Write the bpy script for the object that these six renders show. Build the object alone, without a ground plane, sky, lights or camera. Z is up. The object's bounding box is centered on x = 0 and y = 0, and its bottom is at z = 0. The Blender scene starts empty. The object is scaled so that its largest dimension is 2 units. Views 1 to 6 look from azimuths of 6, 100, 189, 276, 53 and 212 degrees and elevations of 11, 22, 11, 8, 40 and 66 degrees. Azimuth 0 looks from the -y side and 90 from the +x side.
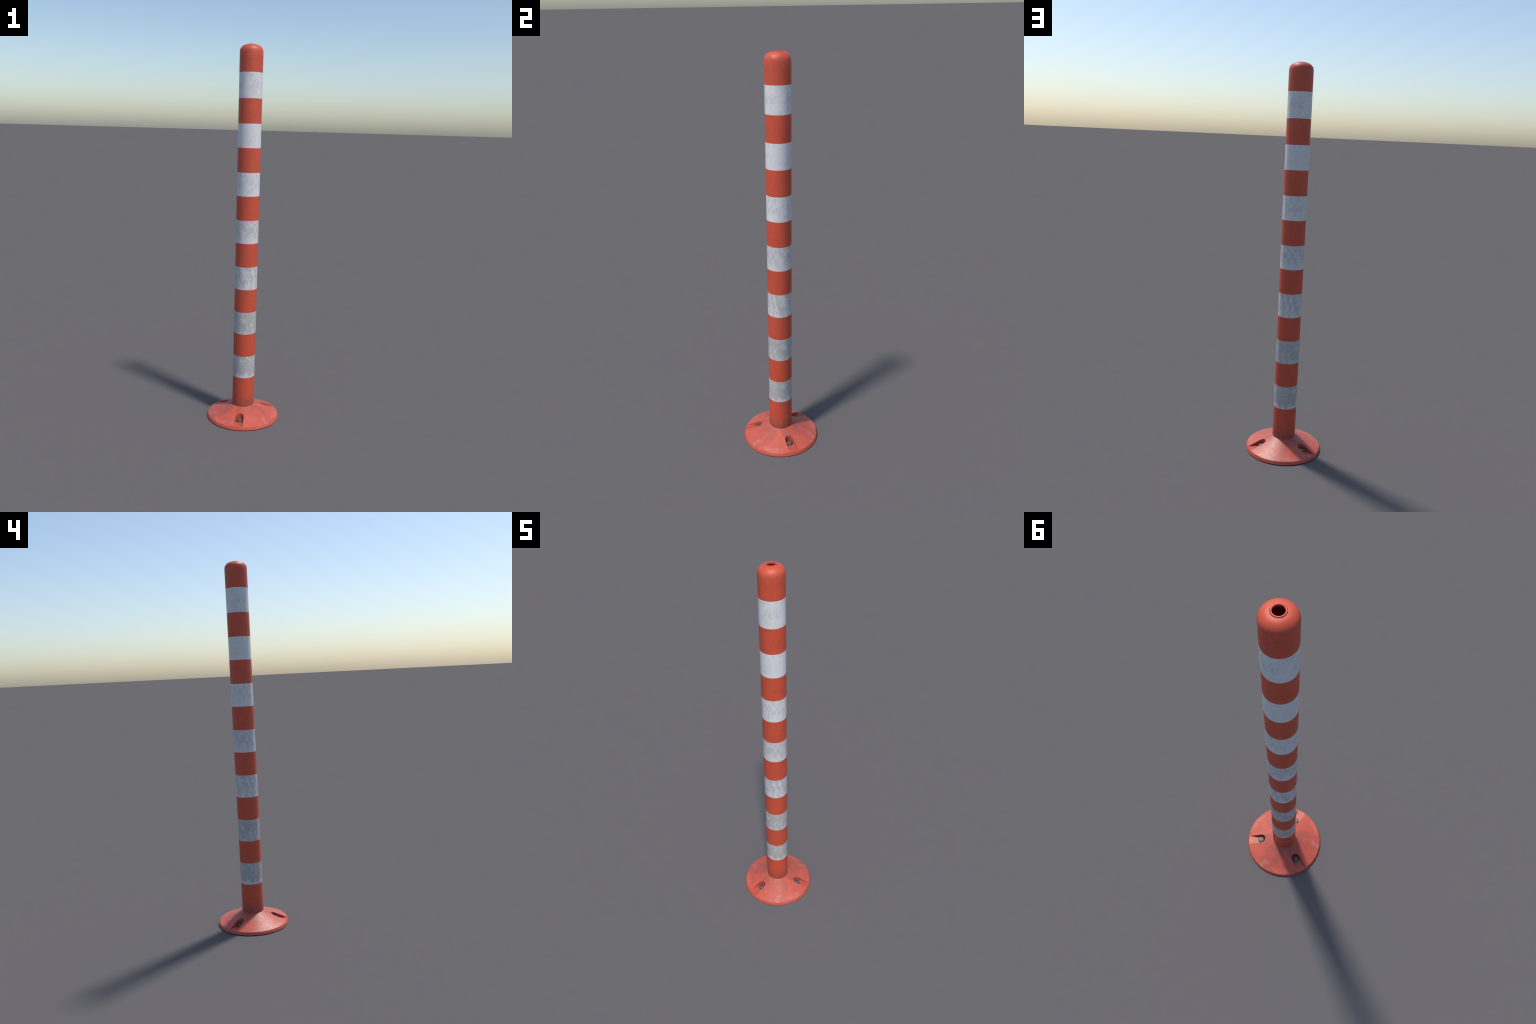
"""Flexible orange-and-white traffic delineator post on a bolted conical base."""
import bpy, bmesh, math
from mathutils import Matrix

# ------------------------------------------------------------------ dimensions
POST_R = 0.0600          # radius of the tube
POST_SEG = 72
JOINT_Z = 0.0715         # height at which the tube leaves the base cone
BASE_R = 0.2000          # foot of the rim
RIM_R, RIM_Z = 0.1942, 0.0160
BASE_SEG = 36
FILLET = 0.0350          # rounded shoulder of the top
LIP_R, LIP_H, HOLE_R = 0.0234, 0.0019, 0.0190
SLOT_HALF, SLOT_CENTRE = 0.0225, 0.1250
BOLT_TOP = 0.0305

# white sleeves: bottom z, top z, grime cover, clean foot strip, speckle, streakiness, brightness
BANDS = [
    (1.7336, 1.8612, 0.22, 0.00, 1.00, 0.40, 1.00),
    (1.4858, 1.6081, 0.14, 0.40, 0.45, 0.15, 0.98),
    (1.2373, 1.3596, 0.34, 0.55, 0.60, 0.70, 0.98),
    (0.9878, 1.1103, 0.48, 0.95, 0.50, 0.20, 0.90),
    (0.7380, 0.8612, 0.60, 0.60, 0.50, 0.40, 0.92),
    (0.4898, 0.6124, 0.72, 0.40, 0.30, 0.25, 0.85),
    (0.2402, 0.3636, 0.74, 0.75, 0.45, 0.55, 0.85),
]

# ------------------------------------------------------------------ node helpers
class Nodes:
    """Small wrapper that makes node graphs read like formulas."""
    def __init__(self, name):
        self.mat = bpy.data.materials.new(name)
        self.mat.use_nodes = True
        self.t = self.mat.node_tree
        self.t.nodes.clear()
        self.out = self.t.nodes.new("ShaderNodeOutputMaterial")
        self.bsdf = self.t.nodes.new("ShaderNodeBsdfPrincipled")
        self.t.links.new(self.bsdf.outputs[0], self.out.inputs[0])

    def put(self, socket, value):
        if hasattr(value, "is_output"):
            self.t.links.new(value, socket)
        else:
            socket.default_value = value

    def math(self, op, a, b=0.0, c=0.0, clamp=False):
        n = self.t.nodes.new("ShaderNodeMath")
        n.operation, n.use_clamp = op, clamp
        for s, v in zip(n.inputs, (a, b, c)):
            self.put(s, v)
        return n.outputs[0]

    def mul(self, a, b): return self.math("MULTIPLY", a, b)
    def add(self, a, b): return self.math("ADD", a, b)
    def sub(self, a, b): return self.math("SUBTRACT", a, b)

    def step(self, x, lo, hi, to0=0.0, to1=1.0):
        n = self.t.nodes.new("ShaderNodeMapRange")
        n.interpolation_type = "SMOOTHSTEP"
        for k, v in (("Value", x), ("From Min", lo), ("From Max", hi), ("To Min", to0), ("To Max", to1)):
            self.put(n.inputs[k], v)
        return n.outputs["Result"]

    def coords(self):
        return self.t.nodes.new("ShaderNodeTexCoord").outputs["Object"]

    def split(self, v):
        n = self.t.nodes.new("ShaderNodeSeparateXYZ")
        self.put(n.inputs[0], v)
        return n.outputs

    def join(self, x, y, z):
        n = self.t.nodes.new("ShaderNodeCombineXYZ")
        for s, v in zip(n.inputs, (x, y, z)):
            self.put(s, v)
        return n.outputs[0]

    def mapping(self, v, scale=(1, 1, 1), loc=(0, 0, 0), rot=(0, 0, 0)):
        n = self.t.nodes.new("ShaderNodeMapping")
        self.put(n.inputs["Vector"], v)
        n.inputs["Scale"].default_value = scale
        n.inputs["Location"].default_value = loc
        n.inputs["Rotation"].default_value = rot
        return n.outputs[0]

    def noise(self, v, scale, detail=3.0, rough=0.55, distort=0.0):
        n = self.t.nodes.new("ShaderNodeTexNoise")
        self.put(n.inputs["Vector"], v)
        for k, x in (("Scale", scale), ("Detail", detail), ("Roughness", rough), ("Distortion", distort)):
            n.inputs[k].default_value = x
        return n.outputs["Fac"]

    def cells(self, v, scale, feature="F1"):
        n = self.t.nodes.new("ShaderNodeTexVoronoi")
        n.feature = feature
        self.put(n.inputs["Vector"], v)
        n.inputs["Scale"].default_value = scale
        return n.outputs["Distance"]

    def mix(self, f, a, b, mode="MIX"):
        n = self.t.nodes.new("ShaderNodeMix")
        n.data_type, n.blend_type = "RGBA", mode
        self.put(n.inputs[0], f)
        for s, v in ((n.inputs[6], a), (n.inputs[7], b)):
            self.put(s, v if hasattr(v, "is_output") else (*v, 1.0))
        return n.outputs[2]

    def bump(self, h, strength, dist):
        n = self.t.nodes.new("ShaderNodeBump")
        n.inputs["Strength"].default_value = strength
        n.inputs["Distance"].default_value = dist
        self.put(n.inputs["Height"], h)
        self.t.links.new(n.outputs[0], self.bsdf.inputs["Normal"])

    def finish(self, color, rough, spec=0.5, metallic=0.0):
        self.put(self.bsdf.inputs["Base Color"], color)
        self.put(self.bsdf.inputs["Roughness"], rough)
        self.put(self.bsdf.inputs["Specular IOR Level"], spec)
        self.put(self.bsdf.inputs["Metallic"], metallic)
        return self.mat


def sector_angle(k, x, y):
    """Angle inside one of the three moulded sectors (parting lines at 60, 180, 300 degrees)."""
    a = k.math("ARCTAN2", x, k.mul(y, -1.0))                 # 0 on -y, grows towards +x
    a = k.math("FLOORED_MODULO", k.add(a, 2 * math.pi - math.pi / 3), 2 * math.pi / 3)
    return a


def tube_coords(k):
    """Coordinates that wrap the wear pattern round the tube, once per quarter turn of a sector."""
    x, y, z = k.split(k.coords())
    a = sector_angle(k, x, y)
    q = k.mul(a, 4.0)
    r = POST_R / 4.0
    inward = k.sub(POST_R, k.math("SQRT", k.add(k.mul(x, x), k.mul(y, y))))   # > 0 on the crown only
    wrapped = k.join(k.mul(k.math("COSINE", q), r), k.mul(k.math("SINE", q), r), k.add(z, inward))
    return wrapped, a, z, k.step(inward, 0.004, 0.020)


def base_coords(k):
    x, y, z = k.split(k.coords())
    a = sector_angle(k, x, y)
    r = k.math("SQRT", k.add(k.mul(x, x), k.mul(y, y)))
    return k.join(k.mul(r, k.math("COSINE", a)), k.mul(r, k.math("SINE", a)), z), a, r, z


def scratches(k, v, rot, seed, density=0.60):
    """Short dark scuffs: thin contour lines of a stretched noise, broken up by a patch mask."""
    turned = k.mapping(v, rot=rot, loc=(seed, seed * 0.7, seed * 1.3))
    m = k.mapping(turned, scale=(1.0, 1.0, 0.42))
    ridge = k.math("ABSOLUTE", k.sub(k.noise(m, 88.0, 2.0, 0.5, 0.35), 0.5))
    line = k.step(ridge, 0.006, 0.040, 1.0, 0.0)
    patch = k.step(k.noise(k.mapping(v, loc=(seed + 3.1, 0, 0)), 48.0, 3.0, 0.65), density, density + 0.10)
    return k.mul(line, patch)


# ------------------------------------------------------------------ materials
ORANGE = (0.585, 0.080, 0.036)
ORANGE_DARK = (0.190, 0.070, 0.055)


def orange_tube_material():
    k = Nodes("weathered_orange_plastic")
    v, a, z, crown = tube_coords(k)
    col = k.mix(k.step(k.noise(v, 22.0, 4.0), 0.35, 0.7), ORANGE, (0.535, 0.073, 0.034))
    s1 = scratches(k, v, (0.5, 0.3, 0.0), 1.7, 0.515)
    s2 = scratches(k, v, (-0.9, 0.4, 0.2), 5.2, 0.535)
    dots = k.mul(k.step(k.cells(v, 170.0), 0.10, 0.26, 1.0, 0.0),
                 k.step(k.noise(v, 33.0, 2.0), 0.47, 0.60))
    grain = k.step(k.noise(v, 240.0, 3.0, 0.65), 0.56, 0.74)
    marks = k.math("MAXIMUM", k.math("MAXIMUM", s1, s2), k.mul(dots, 0.55))
    marks = k.mul(marks, k.sub(1.0, k.mul(crown, 0.8)))          # little touches the rounded crown
    marks = k.math("MAXIMUM", k.mul(marks, 0.48), k.mul(grain, 0.24))
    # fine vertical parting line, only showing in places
    seam = k.step(k.math("MINIMUM", a, k.sub(2 * math.pi / 3, a)), 0.006, 0.016, 1.0, 0.0)
    seam = k.mul(seam, k.step(k.noise(k.join(0.0, 0.0, z), 7.0, 2.0), 0.46, 0.56, 0.0, 0.40))
    marks = k.math("MAXIMUM", marks, seam)
    # height-graded dirt on the lowest hand's breadth
    low_blotches = k.add(k.noise(k.mapping(v, scale=(1, 1, 0.8)), 34.0, 6.0, 0.68), k.step(z, 0.070, 0.200, 0.22, -0.20))
    low_blotches = k.step(low_blotches, 0.46, 0.74)
    marks = k.math("MAXIMUM", marks, k.mul(low_blotches, 0.75))
    col = k.mix(marks, col, ORANGE_DARK)
    rough = k.add(0.44, k.mul(k.noise(v, 40.0, 3.0), 0.16))
    k.bump(k.noise(v, 150.0, 3.0), 0.06, 0.002)
    return k.finish(col, rough, 0.5)


def white_band_material(zlo, zhi, cover, foot, speck, streak, bright):
    k = Nodes("worn_white_sheeting")
    v, a, z, crown = tube_coords(k)
    white = tuple(c * bright for c in (0.690, 0.683, 0.690))
    grey = (0.325, 0.314, 0.306)
    off = zlo * 11.0
    # ragged remains of the bright face: cloudy islands and vertical runs
    cloud = k.noise(k.mapping(v, scale=(1, 1, 0.85), loc=(off, 0, 0)), 44.0, 5.0, 0.66, 0.3)
    runs = k.noise(k.mapping(v, scale=(1, 1, 0.14), loc=(0, off, 0)), 95.0, 2.0, 0.6)
    field = k.add(k.mul(cloud, 1.0 - 0.35 * streak), k.mul(runs, 0.35 * streak))
    # rain keeps the foot of some sleeves cleaner, fading upwards without a fixed edge
    up = k.sub(z, zlo)
    field = k.add(field, k.step(up, -0.006, 0.045, 0.20 * foot, 0.0))
    t = 0.36 + 0.27 * cover
    film = k.step(field, t - 0.08, t + 0.14, 1.0, 0.0)
    film = k.mul(film, 0.10 + 0.92 * cover)
    fine = k.step(k.noise(v, 210.0, 4.0, 0.7), 0.45, 0.75)
    film = k.math("MAXIMUM", film, k.mul(fine, 0.22 + 0.2 * cover))
    film = k.mul(film, k.step(k.noise(v, 150.0, 3.0, 0.6), 0.25, 0.6, 0.82, 1.0))
    col = k.mix(film, white, grey)
    dots = k.mul(k.step(k.cells(k.mapping(v, loc=(off, off, 0)), 150.0), 0.14, 0.34, 1.0, 0.0),
                 k.step(k.noise(k.mapping(v, loc=(0, 0, off)), 50.0, 2.0), 0.44, 0.62))
    scr = scratches(k, v, (0.4, 0.5, 0.0), 8.3 + off, 0.53)
    marks = k.mul(k.math("MAXIMUM", dots, scr), 0.42 * speck)
    col = k.mix(marks, col, (0.225, 0.205, 0.205))
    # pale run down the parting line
    seam = k.step(k.math("MINIMUM", a, k.sub(2 * math.pi / 3, a)), 0.015, 0.075, 1.0, 0.0)
    seam = k.mul(seam, k.step(k.noise(k.join(0.0, off, z), 30.0, 2.0), 0.44, 0.60))
    col = k.mix(k.mul(seam, 0.7 * streak), col, white)
    rough = k.add(0.44, k.mul(film, 0.2))
    k.bump(k.noise(v, 170.0, 3.0), 0.05, 0.002)
    return k.finish(col, rough, 0.5)


def base_material():
    k = Nodes("faded_orange_base_plastic")
    v, a, r, z = base_coords(k)
    faded = (0.570, 0.090, 0.050)
    col = k.mix(k.step(k.noise(v, 16.0, 5.0, 0.6), 0.36, 0.62), faded, (0.450, 0.080, 0.050))
    # pale scuffed dust, mostly on the outer half
    dust = k.mul(k.step(k.noise(k.mapping(v, loc=(2.2, 0.4, 0)), 26.0, 4.0, 0.6), 0.50, 0.72),
                 k.step(r, 0.10, 0.185, 0.15, 1.0))
    col = k.mix(k.mul(dust, 0.55), col, (0.56, 0.21, 0.175))
    # dirt strongest round the foot of the tube
    dark_blotches = k.mul(k.step(k.noise(k.mapping(v, loc=(0, 5.0, 1.0)), 24.0, 5.0, 0.65), 0.42, 0.66),
                 k.step(r, 0.080, 0.165, 1.0, 0.20))
    grain = k.step(k.noise(v, 170.0, 4.0, 0.7), 0.50, 0.76)
    s1 = scratches(k, v, (0.2, 0.5, 0.9), 2.3, 0.50)
    s2 = scratches(k, v, (0.4, -0.3, -0.5), 6.1, 0.51)
    dots = k.mul(k.step(k.cells(v, 110.0), 0.10, 0.26, 1.0, 0.0), k.step(k.noise(v, 40.0, 2.0), 0.48, 0.62))
    marks = k.math("MAXIMUM", k.mul(dark_blotches, 0.60), k.mul(grain, 0.42))
    marks = k.math("MAXIMUM", marks, k.mul(k.math("MAXIMUM", k.math("MAXIMUM", s1, s2), dots), 0.62))
    # the moulded rim is cleaner than the tread
    rim = k.step(r, RIM_R + 0.0004, RIM_R + 0.0012)
    marks = k.mul(marks, k.sub(1.0, k.mul(rim, 0.65)))
    col = k.mix(k.mul(rim, 0.85), col, (0.540, 0.078, 0.038))
    col = k.mix(marks, col, (0.185, 0.080, 0.062))
    rough = k.add(0.35, k.mul(k.noise(v, 60.0, 4.0), 0.22))
    k.bump(k.add(k.noise(v, 130.0, 3.0), k.mul(k.noise(v, 28.0, 3.0), 1.5)), 0.10, 0.002)
    return k.finish(col, rough, 0.5)


def bolt_material():
    k = Nodes("rusty_zinc_steel")
    c = k.coords()
    info = k.t.nodes.new("ShaderNodeObjectInfo").outputs["Random"]
    n = k.t.nodes.new("ShaderNodeVectorMath")
    n.operation = "ADD"
    k.put(n.inputs[0], c)
    k.put(n.inputs[1], k.join(info, info, 0.0))
    v = n.outputs[0]
    steel = k.mix(k.noise(v, 120.0, 3.0), (0.080, 0.078, 0.088), (0.150, 0.138, 0.122))
    rust = k.step(k.noise(v, 95.0, 4.0, 0.65), 0.44, 0.64)
    col = k.mix(k.mul(rust, 0.8), steel, (0.150, 0.088, 0.045))
    return k.finish(col, k.add(0.46, k.mul(rust, 0.25)), 0.45, k.sub(0.55, k.mul(rust, 0.45)))


def washer_material():
    k = Nodes("dull_zinc_washer")
    c = k.coords()
    col = k.mix(k.noise(c, 140.0, 4.0), (0.30, 0.22, 0.20), (0.20, 0.13, 0.11))
    return k.finish(col, 0.55, 0.5, 0.25)


# ------------------------------------------------------------------ mesh helpers
def lathe(name, profile, seg, closed_top=False, closed_bottom=False):
    """Spin (radius, height) points about z; returns an object."""
    bm = bmesh.new()
    rings = []
    for r, z in profile:
        rings.append([bm.verts.new((r * math.sin(2 * math.pi * i / seg), -r * math.cos(2 * math.pi * i / seg), z))
                      for i in range(seg)])
    for lo, hi in zip(rings, rings[1:]):
        for i in range(seg):
            j = (i + 1) % seg
            bm.faces.new((lo[i], lo[j], hi[j], hi[i]))
    if closed_bottom:
        bm.faces.new(list(reversed(rings[0])))
    if closed_top:
        bm.faces.new(rings[-1])
    return finish_mesh(name, bm)


def finish_mesh(name, bm, angle=math.radians(32)):
    bm.normal_update()
    for f in bm.faces:
        f.smooth = True
    for e in bm.edges:
        if len(e.link_faces) == 2 and e.calc_face_angle(0.0) > angle:
            e.smooth = False
    me = bpy.data.meshes.new(name)
    bm.to_mesh(me)
    bm.free()
    ob = bpy.data.objects.new(name, me)
    bpy.context.scene.collection.objects.link(ob)
    return ob


def arc(cx, cz, rad, a0, a1, n):
    return [(cx + rad * math.cos(a0 + (a1 - a0) * i / n), cz + rad * math.sin(a0 + (a1 - a0) * i / n))
            for i in range(n + 1)]


def evenly(z0, z1, step=0.04):
    n = max(1, round((z1 - z0) / step))
    return [z0 + (z1 - z0) * i / n for i in range(n + 1)]


# ------------------------------------------------------------------ build
root = bpy.data.objects.new("traffic_delineator_post", None)
bpy.context.scene.collection.objects.link(root)
root["label"] = "slim orange and white striped plastic road post on bolted round base"
root["category"] = "traffic post"

orange = orange_tube_material()


def attach(ob, material, parent=root):
    if material:
        ob.data.materials.clear()
        ob.data.materials.append(material)
    ob.parent = parent
    return ob


# tube: the orange stretches between the white sleeves, as one mesh
edges = sorted(BANDS)                                      # from the ground up
stretches = [(JOINT_Z - 0.012, edges[0][0])]
stretches += [(a[1], b[0]) for a, b in zip(edges, edges[1:])]
bm = bmesh.new()
for z0, z1 in stretches:
    rings = [[bm.verts.new((POST_R * math.sin(2 * math.pi * i / POST_SEG), -POST_R * math.cos(2 * math.pi * i / POST_SEG), z))
              for i in range(POST_SEG)] for z in evenly(z0, z1)]
    for lo, hi in zip(rings, rings[1:]):
        for i in range(POST_SEG):
            j = (i + 1) % POST_SEG
            bm.faces.new((lo[i], lo[j], hi[j], hi[i]))
attach(finish_mesh("tube", bm), orange)

# white reflective sleeves, flush with the tube
for zlo, zhi, *look in BANDS:
    band = lathe("white_band", [(POST_R, z) for z in evenly(zlo, zhi)], POST_SEG)
    attach(band, white_band_material(zlo, zhi, *look))

# rounded cap with a raised lip round the open bore
crown = 2.0 - LIP_H
GROOVE_R = LIP_R + 0.0010
shoulder = crown - 0.0006                      # the top face still rises slightly towards the lip
cap_profile = [(POST_R, z) for z in evenly(edges[-1][1], shoulder - FILLET)][:-1]
cap_profile += arc(POST_R - FILLET, shoulder - FILLET, FILLET, 0.0, math.pi / 2, 7)
cap_profile += [(GROOVE_R + 0.0004, crown), (GROOVE_R, crown - 0.0005), (GROOVE_R, crown - 0.005)]
cap = attach(lathe("cap", cap_profile, POST_SEG), orange)

lip_profile = [(GROOVE_R, crown - 0.0048), (LIP_R, crown - 0.0048), (LIP_R, 2.0 - 0.0010),
               (LIP_R - 0.0010, 2.0), (HOLE_R + 0.0008, 2.0), (HOLE_R, 2.0 - 0.0008)]
attach(lathe("lip", lip_profile, POST_SEG), orange, cap)
bore_profile = [(0.055, z) for z in (1.30, 1.60, 1.90)] + [(0.055, 1.955), (0.049, 1.972), (0.040, 1.984), (HOLE_R + 0.004, 1.9895), (HOLE_R, 1.9905), (HOLE_R, 2.0 - 0.0008)]
bore = lathe("bore", bore_profile, POST_SEG, closed_bottom=True)
bore.data.flip_normals()
attach(bore, orange, cap)

# conical base with three keyhole slots cut down to a flat floor
cone = [(RIM_R + (POST_R - 0.010 - RIM_R) * i / 12,
         RIM_Z + (JOINT_Z + 0.0041 - RIM_Z) * i / 12) for i in range(13)]
base = lathe("base", [(BASE_R - 0.0008, 0.0), (BASE_R, 0.0010)] + cone, BASE_SEG, closed_top=True, closed_bottom=True)

cut = bmesh.new()
for s in range(3):
    t = 2 * math.pi * s / 3
    pts = [(-SLOT_HALF, 0.26), (-SLOT_HALF, SLOT_CENTRE)]
    pts += [(-SLOT_HALF * math.cos(math.pi * i / 16), SLOT_CENTRE - SLOT_HALF * math.sin(math.pi * i / 16)) for i in range(1, 16)]
    pts += [(SLOT_HALF, SLOT_CENTRE), (SLOT_HALF, 0.26)]
    rot = Matrix.Rotation(t, 4, "Z")
    vs = []
    for z in (RIM_Z - 0.0001, 0.12):
        ring = []
        for x, d in pts:
            v = cut.verts.new((x, -d, z))
            v.co = rot @ v.co
            ring.append(v)
        vs.append(ring)
    lo, hi = vs
    cut.faces.new(lo)
    cut.faces.new(list(reversed(hi)))
    for i in range(len(lo)):
        j = (i + 1) % len(lo)
        cut.faces.new((lo[i], hi[i], hi[j], lo[j]))
bmesh.ops.recalc_face_normals(cut, faces=cut.faces)
cutter = finish_mesh("slot_cutter", cut)
mod = base.modifiers.new("slots", "BOOLEAN")
mod.operation, mod.solver, mod.object = "DIFFERENCE", "EXACT", cutter
deps = bpy.context.evaluated_depsgraph_get()
cut_mesh = bpy.data.meshes.new_from_object(base.evaluated_get(deps))
bm = bmesh.new()
bm.from_mesh(cut_mesh)
bmesh.ops.remove_doubles(bm, verts=bm.verts, dist=1e-5)
bm.normal_update()
for f in bm.faces:
    f.smooth = True
for e in bm.edges:
    e.smooth = not (len(e.link_faces) == 2 and e.calc_face_angle(0.0) > math.radians(18))
base.modifiers.clear()
bm.to_mesh(base.data)
bm.free()
bpy.data.objects.remove(cutter)
bpy.data.meshes.remove(cut_mesh)
attach(base, base_material())

# hexagon bolts on washers, one in each slot
def hex_bolt(name):
    bm = bmesh.new()
    R, h = 0.0172, BOLT_TOP - RIM_Z - 0.0016
    levels = [(R, 0.0), (R, h * 0.66), (R * 0.93, h * 0.82), (R * 0.74, h * 0.95), (R * 0.30, h)]
    rings = []
    for i, (r, z) in enumerate(levels):
        ring = []
        for s in range(36):
            t = 2 * math.pi * s / 36
            flat = math.cos(math.pi / 6) / math.cos((t % (math.pi / 3)) - math.pi / 6)   # hexagon radius
            blend = (1.0, 1.0, 0.75, 0.25, 0.0)[i]
            ring.append(bm.verts.new((r * (flat * blend + 0.95 * (1 - blend)) * math.sin(t),
                                      -r * (flat * blend + 0.95 * (1 - blend)) * math.cos(t), z)))
        rings.append(ring)
    for lo, hi in zip(rings, rings[1:]):
        for i in range(36):
            j = (i + 1) % 36
            bm.faces.new((lo[i], lo[j], hi[j], hi[i]))
    bm.faces.new(rings[-1])
    return finish_mesh(name, bm, math.radians(24))


steel, zinc = bolt_material(), washer_material()
bolt0 = hex_bolt("bolt")
washer0 = lathe("washer", [(0.0184, 0.0), (0.0184, 0.0012), (0.0180, 0.0016), (0.010, 0.0016)], 40)
for s, turn in enumerate((40.0, 125.0, 262.0)):
    t = 2 * math.pi * s / 3
    b = bolt0 if s == 0 else bolt0.copy()
    w = washer0 if s == 0 else washer0.copy()
    for ob in (b, w):
        if ob.name not in bpy.context.scene.collection.objects:
            bpy.context.scene.collection.objects.link(ob)
    b.location = (SLOT_CENTRE * math.sin(t), -SLOT_CENTRE * math.cos(t), RIM_Z - 0.0001 + 0.0016)
    b.rotation_euler = (0, 0, math.radians(turn))
    attach(b, steel)
    attach(w, zinc, b)
    w.location = (0, 0, -0.0016)
